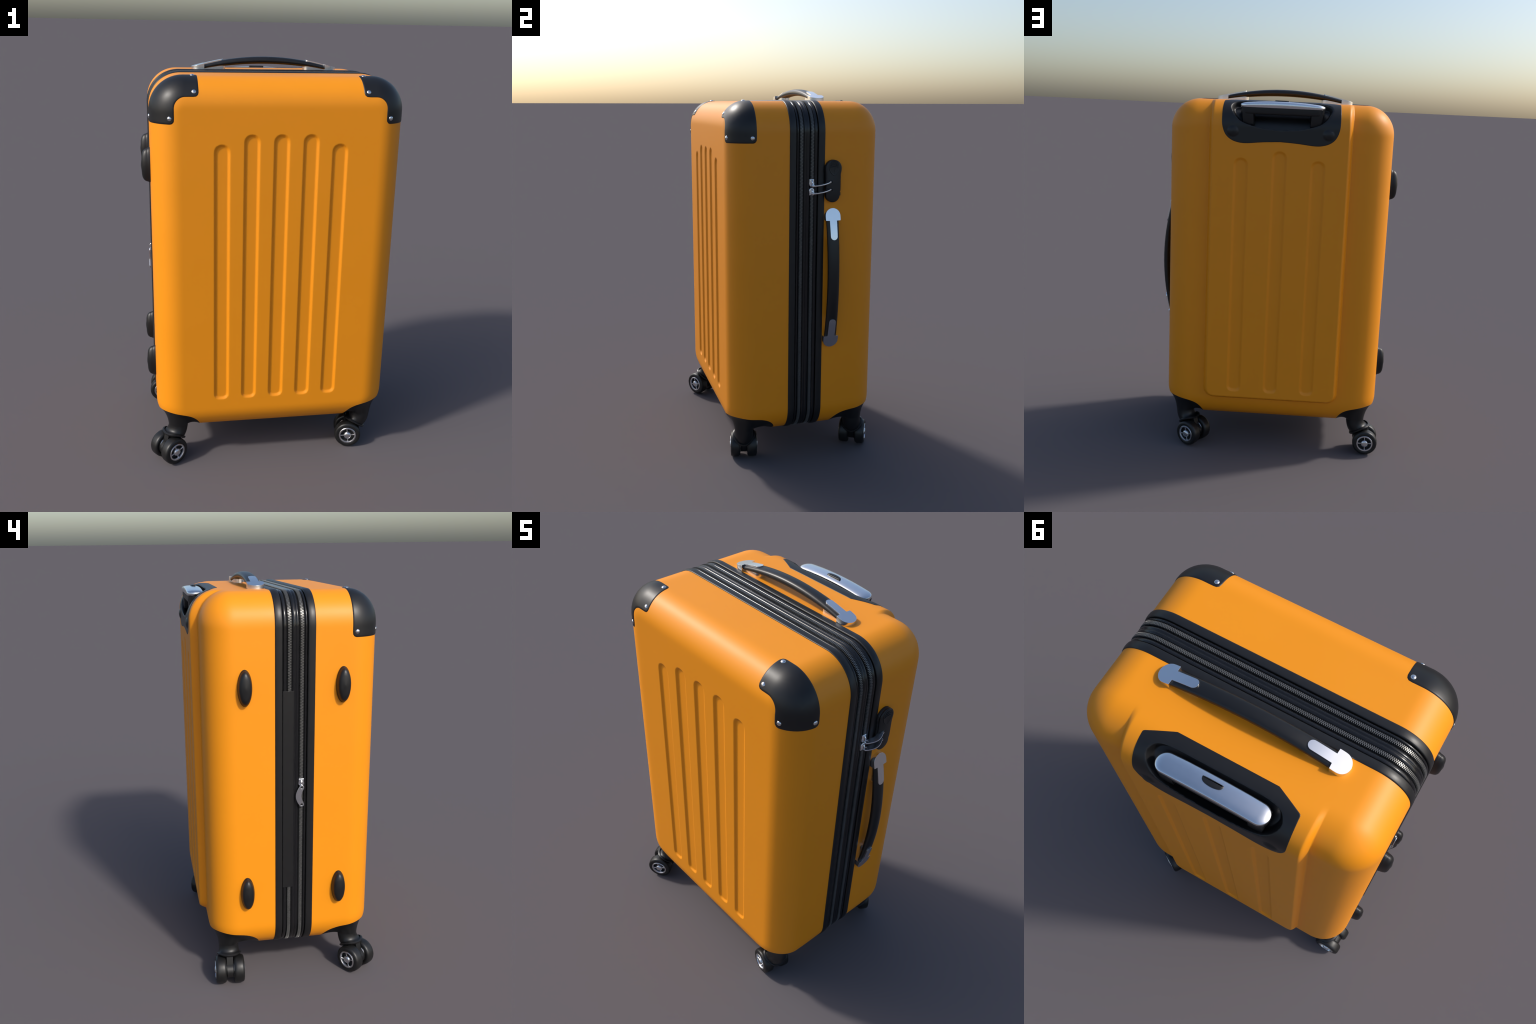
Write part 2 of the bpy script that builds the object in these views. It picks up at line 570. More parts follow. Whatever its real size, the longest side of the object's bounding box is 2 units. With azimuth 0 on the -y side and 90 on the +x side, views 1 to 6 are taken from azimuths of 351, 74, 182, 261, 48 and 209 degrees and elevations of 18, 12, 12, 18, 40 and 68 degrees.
def stadium(hl, r, n=14, cx=0, cy=0):
    out = []
    for k in range(n + 1):
        a = -math.pi / 2 + math.pi * k / n
        out.append((cx + hl - r + r * math.cos(a), cy + r * math.sin(a)))
    m = max(2, int((hl - r) * 2 / 0.02))
    for k in range(1, m): out.append((cx + (hl - r) - 2 * (hl - r) * k / m, cy + r))
    for k in range(n + 1):
        a = math.pi / 2 + math.pi * k / n
        out.append((cx - hl + r + r * math.cos(a), cy + r * math.sin(a)))
    for k in range(1, m): out.append((cx - (hl - r) + 2 * (hl - r) * k / m, cy - r))
    return out

def ellipse(a, b, n=40, cx=0, cy=0):
    return [(cx + a * math.cos(2 * math.pi * k / n), cy + b * math.sin(2 * math.pi * k / n)) for k in range(n)]

def frame(origin, u, v, w):
    m = Matrix.Identity(4)
    for c, ax in enumerate((u, v, w)):
        for r in range(3): m[r][c] = ax[r]
    for r in range(3): m[r][3] = origin[r]
    return m

# ---------------------------------------------------------------- corner protectors
def protector(sx):
    V, F = BASE_FRONT[0].copy(), list(BASE_FRONT[1])
    def fld(P):
        a = HW - sx * (P[:, 0] - XC); b = P[:, 1] - YF; c = ZT - P[:, 2]
        u, v, rho = 0.107 - a, 0.085 - c, 0.050
        q = np.hypot(np.maximum(u + rho, 0), np.maximum(v + rho, 0)) + np.minimum(np.maximum(u, v) + rho, 0) - rho
        return rounded_all([b - 0.140, a - 0.217, c - 0.205, -q], 0.020)
    F = [p for p in F if V[p[0], 2] > 1.6 and sx * (V[p[0], 0] - XC) > 0.3]
    V, F = compact(V, F)
    V, F = split(V, F, fld, 0.0, "neg")
    for lv in (-0.0007, -0.002, -0.004, -0.007): V, F = split(V, F, fld, lv)
    V, F = compact(V, F)
    f = np.minimum(fld(V), 0)
    n = shell_normal(V, YF)
    s = np.clip(-f / 0.007, 0, 1)
    V = V + n * (-0.002 + 0.0045 * np.sqrt(1 - (1 - s) ** 2))[:, None]
    ob = add("corner_protector", V, F, BLACK)
    # rivets
    def depth(e): return RAD - math.sqrt(max(RAD ** 2 - e * e, 0))
    def reach(b): return RHO + math.sqrt(RAD ** 2 - max(RAD - b, 0) ** 2)
    def on_front(a, c):
        return a, depth(max(math.hypot(max(COR - a, 0), max(COR - c, 0)) - RHO, 0)), c
    def on_top(a, b):
        return a, b, COR - math.sqrt(reach(b) ** 2 - max(COR - a, 0) ** 2)
    def on_side(b, c):
        return COR - math.sqrt(reach(b) ** 2 - max(COR - c, 0) ** 2), b, c
    for (a, b, c) in (on_front(0.195, 0.063), on_front(0.086, 0.179), on_top(0.195, 0.118), on_side(0.118, 0.179)):
        P = np.array([[XC + sx * (HW - a), YF + b, ZT - c]])
        nn = shell_normal(P, YF)[0]
        r = ob_rivet(P[0] + nn * 0.0010, nn, ob)

def rivet_mesh():
    R, H = 0.0108, 0.0060
    V, F = [], []
    n, m = 20, 6
    for k in range(m):
        t = math.pi / 2 * k / m
        for i in range(n):
            a = 2 * math.pi * i / n
            V.append((R * math.cos(t) * math.cos(a), R * math.cos(t) * math.sin(a), H * math.sin(t)))
    V.append((0, 0, H))
    for k in range(m - 1):
        for i in range(n):
            j = (i + 1) % n
            F.append((k * n + i, k * n + j, (k + 1) * n + j, (k + 1) * n + i))
    for i in range(n): F.append(((m - 1) * n + i, (m - 1) * n + (i + 1) % n, m * n))
    return make_mesh("rivet", V, F, RIVET)
RIVET_MESH = rivet_mesh()

def ob_rivet(p, n, parent):
    ob = link(bpy.data.objects.new("rivet", RIVET_MESH), parent)
    q = Vector((0, 0, 1)).rotation_difference(Vector(n))
    ob.matrix_local = Matrix.Translation(Vector(p)) @ q.to_matrix().to_4x4()
    return ob

for sx in (-1, 1): protector(sx)

# ---------------------------------------------------------------- carry handles
def arch(u): return 0.066 - 0.41 * u * u

def strap_mesh():
    V, F = [], []
    n, m = 60, 24
    for k in range(n + 1):
        u = -0.325 + 0.65 * k / n
        slope = -0.86 * u
        l = math.hypot(1, slope); tu, tw = -slope / l, 1 / l      # normal in the u-w plane
        hw = 0.0335 - 0.0025 * (1 - (u / 0.325) ** 2)
        th = 0.0110 + 0.0070 * (1 - (u / 0.325) ** 2)
        for i in range(m):
            a = 2 * math.pi * i / m
            c, s = math.cos(a), math.sin(a)
            v = hw * math.copysign(abs(c) ** 0.75, c)
            e = th * (math.copysign(abs(s) ** 0.9, s) if s > 0 else math.copysign(abs(s) ** 0.8, s))
            V.append((u + tu * (e - th), v, arch(u) + tw * (e - th)))
    for k in range(n):
        for i in range(m):
            j = (i + 1) % m
            F.append((k * m + i, (k + 1) * m + i, (k + 1) * m + j, k * m + j))
    F.append(tuple(range(m))); F.append(tuple(reversed(range(n * m, n * m + m))))
    return V, F

def cap_mesh():
    """T shaped metal end: rounded head standing on the shell, tongue over the strap"""
    st = []
    r = 0.0185
    for k in range(9):                                            # rounded tongue tip
        a = math.pi / 2 * k / 8
        st.append((0.211 + r * (1 - math.cos(a)), max(0.001, r * math.sin(a)), False))
    for k in range(1, 6): st.append((0.2295 + (0.308 - 0.2295) * k / 5, r + 0.0006 * k / 5, False))
    st.append((0.309, 0.0395, True))
    st.append((0.322, 0.0400, True)); st.append((0.333, 0.0398, True))
    for k in range(1, 11):
        a = math.pi / 2 * k / 10
        st.append((0.333 + 0.038 * math.sin(a), max(0.0012, 0.0398 * math.cos(a)), True))
    V, F = [], []
    for (u, hw, head) in st:
        top = arch(u) + 0.0042 if not head else arch(0.309) + 0.0042 - 0.80 * 0.309 * (u - 0.309)
        bot = -0.002 if head else arch(u) - 0.004
        V += [(u, -hw, bot), (u, hw, bot), (u, hw, top), (u, -hw, top)]
    for k in range(len(st) - 1):
        b = 4 * k
        for i in range(4):
            j = (i + 1) % 4
            F.append((b + i, b + j, b + 4 + j, b + 4 + i))
    F.append((0, 1, 2, 3)); b = 4 * (len(st) - 1); F.append((b, b + 1, b + 2, b + 3))
    return V, F

def under_strap(Q):
    u = np.minimum(Q[:, 0], 0.325)
    return np.maximum(arch(u) - 2 * (0.0110 + 0.0070 * (1 - (u / 0.325) ** 2)) + 0.004, 0.006)

sv, sf = strap_mesh(); cv, cf = cap_mesh()
STRAP = make_mesh("carry_handle", sv, outward(sv, sf), LEATHER)
def mk_bevel(ob, w):
    md = ob.modifiers.new("bevel", 'BEVEL'); md.width = w; md.segments = 3
    md.limit_method = 'ANGLE'; md.angle_limit = math.radians(35)

CAP = make_mesh("handle_cap", cv, cf, STEEL, angle=30)
bm = bmesh.new(); bm.from_mesh(CAP); bmesh.ops.recalc_face_normals(bm, faces=bm.faces); bm.to_mesh(CAP); bm.free()
CAP.set_sharp_from_angle(angle=math.radians(30))
bv, bf = ring_loft(stadium(0.085, 0.026, cx=0.285), [(0, -0.003), (0, under_strap)])
HBASE = make_mesh("handle_base", bv, bf, STEEL, angle=40)

def carry_handle(matrix):
    ob = link(bpy.data.objects.new("carry_handle", STRAP)); ob.matrix_local = matrix
    for s in (1, -1):
        for nm, me in (("handle_cap", CAP), ("handle_base", HBASE)):
            c = link(bpy.data.objects.new(nm, me), ob)
            c.matrix_local = Matrix.Rotation(0 if s == 1 else math.pi, 4, 'Z')
            if nm == "handle_cap": mk_bevel(c, 0.0018)

carry_handle(frame((XC, 0.126, ZT), (1, 0, 0), (0, 1, 0), (0, 0, 1)))
carry_handle(frame((XC + HW, 0.126, 1.029), (0, 0, 1), (0, -1, 0), (1, 0, 0)))

# ---------------------------------------------------------------- side feet
def foot_mesh():
    a, b, H = 0.083, 0.0335, 0.0435
    rings = [(0.0, -0.004), (0.0, 0.008), (0.0012, 0.0092)]
    rings = [(1.0, -0.004), (1.0, 0.008), (0.97, 0.0105), (0.955, 0.012), (0.95, 0.016), (0.91, 0.024), (0.83, 0.0315),
             (0.70, 0.0370), (0.52, 0.0400), (0.28, 0.0412), (0.08, H)]
    V, F = [], []
    n = 44
    for (s, h) in rings:
        for i in range(n):
            t = 2 * math.pi * i / n
            # the ends slope more than the flanks
            V.append((a * (1 - (1 - s) * 1.05 if s > 0.5 else s * 0.95) * math.cos(t) if False else a * s * math.cos(t),
                      b * s * math.sin(t), h))
    for k in range(len(rings) - 1):
        for i in range(n):
            j = (i + 1) % n
            F.append((k * n + i, k * n + j, (k + 1) * n + j, (k + 1) * n + i))
    F.append(tuple(range((len(rings) - 1) * n, len(rings) * n)))
    return make_mesh("side_foot", V, F, BLACK, angle=60)
FOOT = foot_mesh()
for y in (0.223, -0.230):
    for zz in (1.520, 0.508):
        ob = link(bpy.data.objects.new("side_foot", FOOT))
        ob.matrix_local = frame((XC - HW, y, zz), (0, 0, 1), (0, 1, 0), (-1, 0, 0))

# ---------------------------------------------------------------- zipper cover strip
P = [(-0.487, -0.025), (0.487, -0.025), (0.487, 0.025), (-0.487, 0.025)]
v, f = ring_loft(P, [(0, -0.012), (0, 0.0015), (0.0006, 0.0020)])
add("zipper_cover_strip", v, f, RIM, matrix=frame((XC - HW, 0.0238, 1.011), (0, 0, 1), (0, 1, 0), (-1, 0, 0)), angle=30)

# ---------------------------------------------------------------- zipper sliders
def slider_parts():
    out = []
    P = [(-0.0125, 0.019), (-0.0125, 0.006), (-0.0140, -0.003)]
    for k in range(9):
        a = math.pi + math.pi * k / 8
        P.append((0.0140 * math.cos(a), -0.005 + 0.0140 * math.sin(a)))
    P += [(0.0140, -0.003), (0.0125, 0.006), (0.0125, 0.019)]
    out.append(ring_loft(P, [(0, -0.006), (0, 0.001), (0.002, 0.0025)]))
    # bridge over the slider
    V, F = [], []
    n = 12
    for k in range(n + 1):
        t = k / n
        y = 0.016 - 0.030 * t
        h = 0.002 + 0.0095 * math.sin(math.pi * t) ** 0.6
        w = 0.0042
        V += [(-w, y, 0.0), (w, y, 0.0), (w * 0.8, y, h), (-w * 0.8, y, h)]
    for k in range(n):
        b = 4 * k
        for i in range(4):
            j = (i + 1) % 4
            F.append((b + i, b + j, b + 4 + j, b + 4 + i))
    F += [(0, 1, 2, 3), (4 * n, 4 * n + 1, 4 * n + 2, 4 * n + 3)]
    out.append((V, F))
    return merge(out)

def slider_mesh():
    v, f = slider_parts()
    me = make_mesh("zipper_slider", v, f, STEEL, angle=40)
    b = bmesh.new(); b.from_mesh(me); bmesh.ops.recalc_face_normals(b, faces=b.faces); b.to_mesh(me); b.free()
    me.set_sharp_from_angle(angle=math.radians(40))
    return me
SLIDER = slider_mesh()

def pull_mesh(L=0.084, sag=0.015, w_end=0.0105, w_mid=0.0128):
    """crescent tab with a hole at each end, lying in the local x (bulge) / y (down) plane"""
    cu = bpy.data.curves.new("pull_tab", 'CURVE'); cu.dimensions = '2D'; cu.fill_mode = 'BOTH'
    cu.extrude = 0.0019; cu.bevel_depth = 0.0009; cu.bevel_resolution = 1
    n = 18
    ctr = [np.array((sag * math.sin(math.pi * k / n), -L * k / n)) for k in range(n + 1)]
    ctr = np.array(ctr); tg = np.gradient(ctr, axis=0); tg /= np.linalg.norm(tg, axis=1)[:, None]
    nm = np.stack([tg[:, 1], -tg[:, 0]], 1)
    wd = np.array([w_end + (w_mid - w_end) * math.sin(math.pi * k / n) for k in range(n + 1)])
    pts = list(ctr + nm * wd[:, None])
    a0 = math.atan2(nm[-1][1], nm[-1][0])
    pts += [ctr[-1] + w_end * np.array((math.cos(a0 + math.pi * k / 8), math.sin(a0 + math.pi * k / 8))) for k in range(1, 8)]
    pts += list((ctr - nm * wd[:, None])[::-1])
    a0 = math.atan2(-nm[0][1], -nm[0][0])
    pts += [ctr[0] + w_end * np.array((math.cos(a0 + math.pi * k / 8), math.sin(a0 + math.pi * k / 8))) for k in range(1, 8)]
    def spl(points):
        s = cu.splines.new('POLY'); s.points.add(len(points) - 1)
        for q, p in zip(s.points, points): q.co = (p[0], p[1], 0, 1)
        s.use_cyclic_u = True
    spl(pts)
    for c in (ctr[0], ctr[-1]):
        spl([c + 0.0065 * np.array((math.cos(2 * math.pi * k / 14), -math.sin(2 * math.pi * k / 14))) for k in range(14)])
    tmp = bpy.data.objects.new("pull_source", cu)
    bpy.context.scene.collection.objects.link(tmp)
    dg = bpy.context.evaluated_depsgraph_get()
    me = bpy.data.meshes.new_from_object(tmp.evaluated_get(dg))
    bpy.data.objects.remove(tmp); bpy.data.curves.remove(cu)
    me.name = "pull_tab"; me.materials.clear(); me.materials.append(STEEL)
    me.polygons.foreach_set("use_smooth", [True] * len(me.polygons))
    me.set_sharp_from_angle(angle=math.radians(35))
    return me
PULL = pull_mesh()

def slider(matrix, pull_matrix):
    ob = link(bpy.data.objects.new("zipper_slider", SLIDER)); ob.matrix_local = matrix
    mk_bevel(ob, 0.0008)
    p = link(bpy.data.objects.new("pull_tab", PULL), ob)
    p.matrix_local = matrix.inverted() @ pull_matrix

# left side: hanging pull that bows towards the back
XL = XC - HW
slider(frame((XL - 0.002, T1, 1.062), (0, -1, 0), (0, 0, 1), (-1, 0, 0)),
       frame((XL - 0.0125, T1 - 0.0005, 1.040), (0, 1, 0), (0, 0, 1), (1, 0, 0)))
# right side: two sliders meet, pulls reach across into the lock
XR = XC + HW
tilt = math.radians(15)
for zz, flip in ((1.530, 1), (1.486, -1)):
    zs = zz
    slider(frame((XR + 0.001, T2 - 0.002, zs), (0, flip, 0), (0, 0, flip), (1, 0, 0)),
           frame((XR + 0.015, T2 + 0.004, zz - 0.014 if flip == 1 else zz - 0.008),
                 (1, 0, 0), (-0.12, -math.cos(tilt), -math.sin(tilt)), (0, math.sin(tilt), -math.cos(tilt))))

# ---------------------------------------------------------------- combination lock
LOCK_M = frame((XR, 0.126, 1.538), (0, 1, 0), (0, 0, 1), (1, 0, 0))
lo = []
for k in range(17):                      # upper round end
    a = math.pi * k / 16
    lo.append((0.043 * math.cos(a), 0.064 + 0.043 * math.sin(a)))
lo += [(-0.0425, 0.045), (-0.0405, 0.02), (-0.040, -0.02), (-0.040, -0.066)]
for k in range(1, 16):
    a = math.pi + math.pi * k / 16
    lo.append((-0.0025 + 0.0375 * math.cos(a), -0.070 + 0.0375 * math.sin(a)))
lo += [(0.0345, -0.060), (0.0385, -0.046), (0.0385, 0.0), (0.0385, 0.035), (0.0420, 0.052)]
v, f = ring_loft(lo, [(0, -0.003), (0, 0.013), (0.0008, 0.0140), (0.0008, 0.0150), (0, 0.0160), (0, 0.021), (0.002, 0.0235), (0.005, 0.0245)])
LOCK = add("combination_lock", v, f, BLACK, matrix=LOCK_M, angle=45)
v, f = ring_loft([(x, y - 0.012 * (1 - abs(x) / 0.03) if y < 0 else y) for x, y in ellipse(0.029, 0.033, 40)],
                 [(0, 0.0), (0, 0.0018), (0.0015, 0.003), (0.005, 0.0022), (0.010, 0.0018)])
BV0, BF0 = v, f

def tube(points, r, n=8):
    P = np.array(points, float); T = np.gradient(P, axis=0); T /= np.linalg.norm(T, axis=1)[:, None]
    V, F = [], []
    for p, t in zip(P, T):
        up = np.array((0, 0, 1.0)) if abs(t[2]) < 0.9 else np.array((1.0, 0, 0))
        a = np.cross(t, up); a /= np.linalg.norm(a); b = np.cross(a, t)
        for i in range(n):
            th = 2 * math.pi * i / n
            V.append(p + r * (math.cos(th) * a + math.sin(th) * b))
    for k in range(len(P) - 1):
        for i in range(n):
            j = (i + 1) % n
            F.append((k * n + i, k * n + j, (k + 1) * n + j, (k + 1) * n + i))
    F.append(tuple(range(n))); F.append(tuple(range((len(P) - 1) * n, len(P) * n)))
    return V, F

grips = []
for k, (yy, hw) in enumerate(((0.018, 0.016), (0.009, 0.021), (0.0, 0.022))):
    grips.append(tube([(hw * math.sin(t), yy + 0.008 * math.cos(t) - 0.006, 0.0028) for t in np.linspace(-1.3, 1.3, 13)], 0.0016))
v, f = merge([(BV0, BF0)] + grips)
add("release_button", v, f, BLACK, parent=LOCK, matrix=Matrix.Translation((0.001, 0.072, 0.0241)), angle=50, fix=True)
v, f = ring_loft(stadium(0.019, 0.0065), [(0, 0.0), (0, 0.0012)])
for zz in (-0.003, -0.042):
    add("lock_slot", v, f, DARK, parent=LOCK, matrix=Matrix.Translation((-0.023, zz, 0.0240)))  # slightly proud near-black stadium plate in place of an open slot
    pv, pf = tube([(0, 0, -0.004), (0, 0, 0.004), (0, 0, 0.0085)], 0.0035, 12)
    add("lock_pin", pv, pf, STEEL, parent=LOCK, matrix=Matrix.Translation((-0.021, zz + 0.001, 0.0265)), fix=True, angle=40)
dv, df = ring_loft(ellipse(0.011, 0.011, 20), [(0.001, -0.008), (0, -0.007), (0, 0.007), (0.001, 0.008)])
DIAL = make_mesh("number_dial", dv, df, BLACK, angle=40)
for zz in (0.018, -0.024, -0.066):
    d = link(bpy.data.objects.new("number_dial", DIAL), LOCK)
    d.matrix_local = frame((0.0305, zz, 0.012), (1, 0, 0), (0, 0, -1), (0, 1, 0))

# ---------------------------------------------------------------- trolley plate
def plate():
    xs = np.linspace(-0.32, 0.32, 161); ts = np.linspace(-0.025, 0.305, 84)
    XX, TT = np.meshgrid(xs, ts)
    def pos(X, t):
        y = np.where(t < 0, CY + t, np.where(t > ARC, PANEL_Y, CY + PANEL_R * np.sin(np.clip(t, 0, ARC) / PANEL_R)))
        z = np.where(t < 0, ZT, np.where(t > ARC, CZ - (t - ARC), CZ + PANEL_R * np.cos(np.clip(t, 0, ARC) / PANEL_R)))
        return y, z
    V = np.stack([XX.ravel(), TT.ravel(), np.zeros(XX.size)], 1)
    n, m = len(xs), len(ts)
    F = [(j * n + i, j * n + i + 1, (j + 1) * n + i + 1, (j + 1) * n + i) for j in range(m - 1) for i in range(n - 1)]
    pl = lambda P: polygon_distance(P[:, :2], PLATE_POLY)
    pk = lambda P: polygon_distance(P[:, :2], POCKET_POLY)
    V, F = split(V, F, pl, 0.0, "neg")
    for lv in (-0.0008, -0.002, -0.0035): V, F = split(V, F, pl, lv)
    for lv in (0.002, 0.0, -0.003, -0.006, -0.010, -0.015, -0.020, -0.026): V, F = split(V, F, pk, lv)
    V, F = compact(V, F)
    X, t = V[:, 0], V[:, 1]
    y, z = pos(X, t)
    a = np.clip(t / PANEL_R, 0, math.pi / 2)
    ny, nz = np.sin(a), np.cos(a)
    s = np.clip(-np.minimum(pl(V), 0) / 0.0035, 0, 1)
    lift = -0.004 + 0.0055 * np.sqrt(1 - (1 - s) ** 2)
    q = -np.minimum(pk(V), 0)
    # softer lip at the upper corners, crisp along the lower curve
    depth = (0.068 - 0.028 * smoothstep(0.14, 0.25, np.abs(X))) * smoothstep(-0.002, 0.020, q - 0.0)
    depth = np.where(pk(V) > 0.002, 0, depth)
    for bx in (-0.246, 0.246):
        d2 = ((X - bx) / 0.031) ** 2 + ((t - 0.235) / 0.029) ** 2
        lift = lift + 0.0095 * np.maximum(1 - d2, 0) ** 0.9 * smoothstep(1.0, 0.6, d2)
    Y = y + ny * lift - depth * 0.62
    Z = z + nz * lift - depth * 0.55
    VV = np.stack([XC + X, Y, Z], 1)
    p = VV[list(F[0])]
    nn = np.cross(p[1] - p[0], p[2] - p[0])
    if nn[1] + nn[2] < 0: F = [tuple(reversed(f)) for f in F]
    return add("trolley_plate", VV, F, BLACK)
PLATE = plate()

# ---------------------------------------------------------------- trolley handle
TX, TY = -0.0145, 0.396
st = stadium(0.218, 0.0385, n=20)
def crown(extra):
    return lambda Q: 1.9145 + 0.0135 * (1 - (Q[:, 0] / 0.218) ** 2) + extra
v, f = ring_loft(st, [(0, 1.8865), (0, 1.9005)])
GRIP_V, GRIP_F = ring_loft(offset_outline(np.array(st), 0.0035), [(0.006, 1.866), (0.002, 1.869), (0, 1.876), (0, 1.9015)])
parts = [(GRIP_V, GRIP_F)]
for s in (1, -1):
    lp = [(0.027, -0.030), (0.027, 0.022), (0.018, 0.031), (-0.024, 0.031), (-0.032, 0.024), (-0.032, -0.030)]
    lp = catmull(lp + [lp[0]], 4)[:-1]
    V, F = ring_loft(lp, [(0.004, -0.075), (0.001, -0.070), (0.0, 0.0), (-0.001, 0.012)])
    V = V.copy(); V[:, 0] = s * (V[:, 0] + 0.181 + (V[:, 2] * 0.06)); V[:, 2] += 1.886
    if s < 0: F = [tuple(reversed(p)) for p in F]
    parts.append((V, F))
v, f = merge(parts)
GRIP = add("trolley_handle", v, f, BLACK, matrix=Matrix.Translation((TX, TY, 0)), angle=45)
v, f = ring_loft(st, [(0.0015, 1.9005), (0, 1.902), (0, crown(-0.0015)), (0.0012, crown(0.0)), (0.006, crown(0.0022)),
                      (0.013, crown(0.0042)), (0.022, crown(0.0056)), (0.031, crown(0.0062))])
# cap the crown with strips so the arch stays smooth
f = f[:-2]
n = len(st); base = 7 * n
half = [(base + i) for i in range(n)]
def cap_strips(n, base, narc=20):
    m = (n - 2 * (narc + 1)) // 2
    right = list(range(0, narc + 1)); topr = list(range(narc + 1, narc + 1 + m))
    left = list(range(narc + 1 + m, 2 * narc + 2 + m)); bot = list(range(2 * narc + 2 + m, n))
    out = [tuple(base + i for i in right), tuple(base + i for i in left)]
    up = [right[-1]] + topr + [left[0]]; dn = [right[0]] + bot[::-1] + [left[-1]]
    for k in range(len(up) - 1):
        out.append((base + up[k], base + up[k + 1], base + dn[k + 1], base + dn[k]))
    return out
f = f + cap_strips(n, base)
add("handle_cover", v, f, STEEL, parent=GRIP, angle=50, fix=True)
bo = [(0.038, -0.0095), (0.040, -0.006), (0.036, 0.004), (0.024, 0.0105), (0.0, 0.0135), (-0.024, 0.0105), (-0.036, 0.004),
      (-0.040, -0.006), (-0.038, -0.0095), (-0.02, -0.0105), (0.02, -0.0105)]
bo = catmull(bo + [bo[0]], 4)[:-1]
v, f = ring_loft(bo, [(0, -0.012), (0, 0.002), (0.002, 0.004), (0.005, 0.0045)])
add("release_button", v, f, BLACK, parent=GRIP, matrix=Matrix.Translation((0.0035, -0.007, 1.9352)), angle=45)
for s in (1, -1):
    pv, pf = tube([(0, 0, 1.72), (0, 0, 1.77), (0, 0, 1.816)], 0.014, 16)
    add("trolley_rod", pv, pf, STEEL, parent=GRIP, matrix=Matrix.Translation((s * 0.178, 0.0, 0)), fix=True, angle=40)

# ---------------------------------------------------------------- casters
WR, WW, WG, TRAIL = 0.0695, 0.052, 0.0455, 0.063   # radius, tyre width, wheel offset, trail

def revolve(profile, n=48):
    """profile (radius, axial) revolved about local y"""
    V, F = [], []
    m = len(profile)
    for i in range(n):
        a = 2 * math.pi * i / n
        for (r, y) in profile: V.append((r * math.cos(a), y, r * math.sin(a)))
    for i in range(n):
        j = (i + 1) % n
        for k in range(m - 1): F.append((i * m + k, j * m + k, j * m + k + 1, i * m + k + 1))
    return V, F

def tyre_mesh():
    h = WW / 2
    ri = 0.0455
    pr = [(ri - 0.004, -h + 0.014), (ri, -h + 0.002), (ri + 0.003, -h), (0.060, -h), (0.0655, -h + 0.003), (0.0685, -h + 0.009), (0.0692, -h + 0.016),
          (WR, 0), (0.0692, h - 0.016), (0.0685, h - 0.009), (0.0655, h - 0.003), (0.060, h), (ri + 0.003, h), (ri, h - 0.002), (ri - 0.004, h - 0.014)]
    v, f = revolve(pr, 56)
    me = make_mesh("tyre", v, f, RUBBER)
    b = bmesh.new(); b.from_mesh(me); bmesh.ops.recalc_face_normals(b, faces=b.faces); b.to_mesh(me); b.free()
    return me

def rim_mesh():
    h = WW / 2
    parts = []
    for s in (1, -1):
        parts.append(revolve([(0.0455, s * (h - 0.004)), (0.0455, s * (h + 0.0008)), (0.0442, s * (h + 0.0022)), (0.0388, s * (h + 0.0022)),
                              (0.0375, s * (h + 0.0005)), (0.0368, s * (h - 0.012))], 48))
        parts.append(revolve([(0.0205, s * (h - 0.012)), (0.0195, s * (h - 0.002)), (0.0170, s * (h + 0.0030)), (0.012, s * (h + 0.0052)),
                              (0.006, s * (h + 0.0062)), (0.0005, s * (h + 0.0065))], 32))
        for k in range(4):
            a = math.pi / 2 * k
            V, F = ring_loft([(0.017, -0.0024), (0.038, -0.0036), (0.038, 0.0036), (0.017, 0.0024)], [(0, -0.006), (0, 0.0), (0.0012, 0.0015)])
            c, sn = math.cos(a), math.sin(a)
            W = np.stack([V[:, 0] * c - V[:, 1] * sn, s * (V[:, 2] + h - 0.004), V[:, 0] * sn + V[:, 1] * c], 1)
            parts.append((W, F))
    v, f = merge(parts)
    me = make_mesh("rim", v, f, CHROME)
    b = bmesh.new(); b.from_mesh(me); bmesh.ops.recalc_face_normals(b, faces=b.faces); b.to_mesh(me); b.free()
    me.set_sharp_from_angle(angle=math.radians(40))
    return me

def disc_mesh():
    v, f = revolve([(0.044, -0.010), (0.002, -0.010)], 32)
    v2, f2 = revolve([(0.044, 0.010), (0.002, 0.010)], 32)
    v, f = merge([(v, f), (v2, f2)])
    return make_mesh("hub", v, f, DARK)

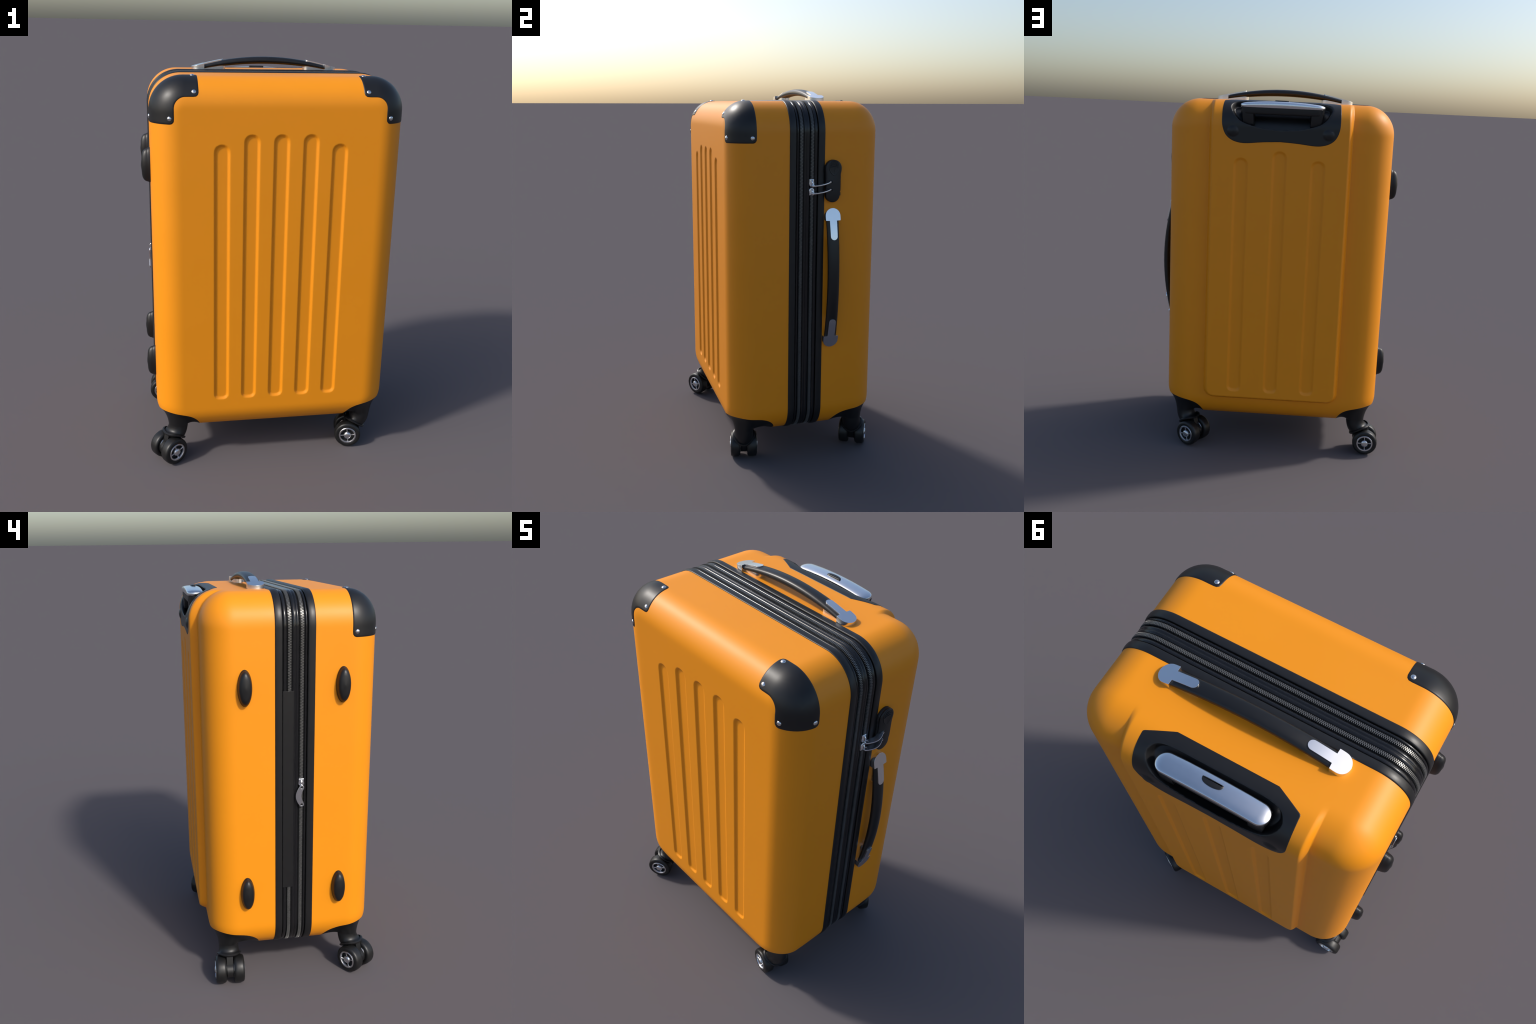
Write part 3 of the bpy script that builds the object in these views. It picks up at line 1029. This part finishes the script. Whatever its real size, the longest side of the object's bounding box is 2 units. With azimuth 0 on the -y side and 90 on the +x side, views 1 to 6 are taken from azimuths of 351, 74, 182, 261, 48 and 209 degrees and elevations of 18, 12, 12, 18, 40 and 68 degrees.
def fork_mesh():
    """swivel body: round at the joint, leaning back over the wheels, with a lip; local x = trail"""
    parts = []
    n, m = 16, 48
    def ring(t):
        out = []
        for i in range(m):
            a = 2 * math.pi * i / m
            c, s = math.cos(a), math.sin(a)
            tau = 0.030 + 0.0475 * c
            end = np.array((tau, 0.053 * s, 0.129 + 0.0270 * c + 0.016 * s * s))
            top = np.array((JOINT_R * 0.985 * c, JOINT_R * 0.985 * s, JOINT_Z + 0.001))
            mid = np.array((JOINT_R * 0.98 * c + 0.002, JOINT_R * 0.98 * s, 0.142 + 0.012 * c + 0.01 * s * s))
            out.append((1 - t) ** 2 * top + 2 * t * (1 - t) * mid + t * t * end)
        return out
    V, F = [], []
    for k in range(n + 1): V += ring(k / n)
    for k in range(n):
        for i in range(m):
            j = (i + 1) % m
            F.append((k * m + i, k * m + j, (k + 1) * m + j, (k + 1) * m + i))
    F.append(tuple(range(m))); F.append(tuple(range(n * m, n * m + m)))
    parts.append((V, F))
    # lip: a small swept bead round the lower edge
    e = np.array(ring(1.0)); ctr = e.mean(0)
    bead = [(-0.001, 0.006), (0.005, 0.0045), (0.009, 0.002), (0.0095, -0.002), (0.007, -0.007), (0.0, -0.009), (-0.006, -0.009)]
    V, F = [], []
    for p in e:
        o = p - ctr; o[2] = 0; o /= np.linalg.norm(o)
        for (r, h) in bead: V.append(p + o * r + np.array((0, 0, h)))
    q = len(bead)
    for i in range(m):
        j = (i + 1) % m
        for k in range(q - 1): F.append((i * q + k, j * q + k, j * q + k + 1, i * q + k + 1))
    F.append(tuple(i * q + q - 1 for i in range(m)))
    parts.append((V, F))
    # plate between the wheels
    P = []
    for k in range(25):
        a = math.radians(-100 + 220 * k / 24)
        P.append((TRAIL + 0.050 * math.cos(a), WR + 0.050 * math.sin(a)))
    P = [(TRAIL + 0.050 * math.cos(math.radians(a)), WR + 0.042 * math.sin(math.radians(a))) for a in range(-150, 61, 10)]
    P += [(0.076, 0.146), (0.02, 0.122), (-0.006, 0.106)]
    V, F = ring_loft(P, [(0.001, -0.0165), (0, -0.0155), (0, 0.0155), (0.001, 0.0165)])
    V = np.stack([V[:, 0], -V[:, 2], V[:, 1]], 1)
    parts.append((V, F))
    # axle
    v, f = revolve([(0.0, -0.062), (0.010, -0.062), (0.010, 0.062), (0.0, 0.062)], 16)
    v = np.array(v); v[:, 0] += TRAIL; v[:, 2] += WR
    parts.append((v, f))
    v, f = merge(parts)
    me = make_mesh("caster", v, f, BLACK)
    b = bmesh.new(); b.from_mesh(me); bmesh.ops.recalc_face_normals(b, faces=b.faces); b.to_mesh(me); b.free()
    me.set_sharp_from_angle(angle=math.radians(42))
    return me

TYRE, RIMM, DISC, FORK = tyre_mesh(), rim_mesh(), disc_mesh(), fork_mesh()
def caster(x, y, trail_dir, spin):
    ob = link(bpy.data.objects.new("caster", FORK))
    ang = math.atan2(trail_dir[1], trail_dir[0])
    ob.matrix_local = Matrix.Translation((x, y, 0)) @ Matrix.Rotation(ang, 4, 'Z')
    for s in (1, -1):
        mt = Matrix.Translation((TRAIL, s * WG, WR)) @ Matrix.Rotation(spin * s, 4, 'Y')
        for nm, me in (("tyre", TYRE), ("rim", RIMM), ("hub", DISC)):
            c = link(bpy.data.objects.new(nm, me), ob); c.matrix_local = mt

caster(XC - STEM_X, STEM_YF, (-0.83, -0.56), 0.25)
caster(XC + STEM_X, STEM_YF, (-0.975, 0.22), 0.12)
caster(XC - STEM_X, STEM_YB, (-1.0, 0.05), 0.05)
caster(XC + STEM_X, STEM_YB, (-0.866, 0.5), 0.2)
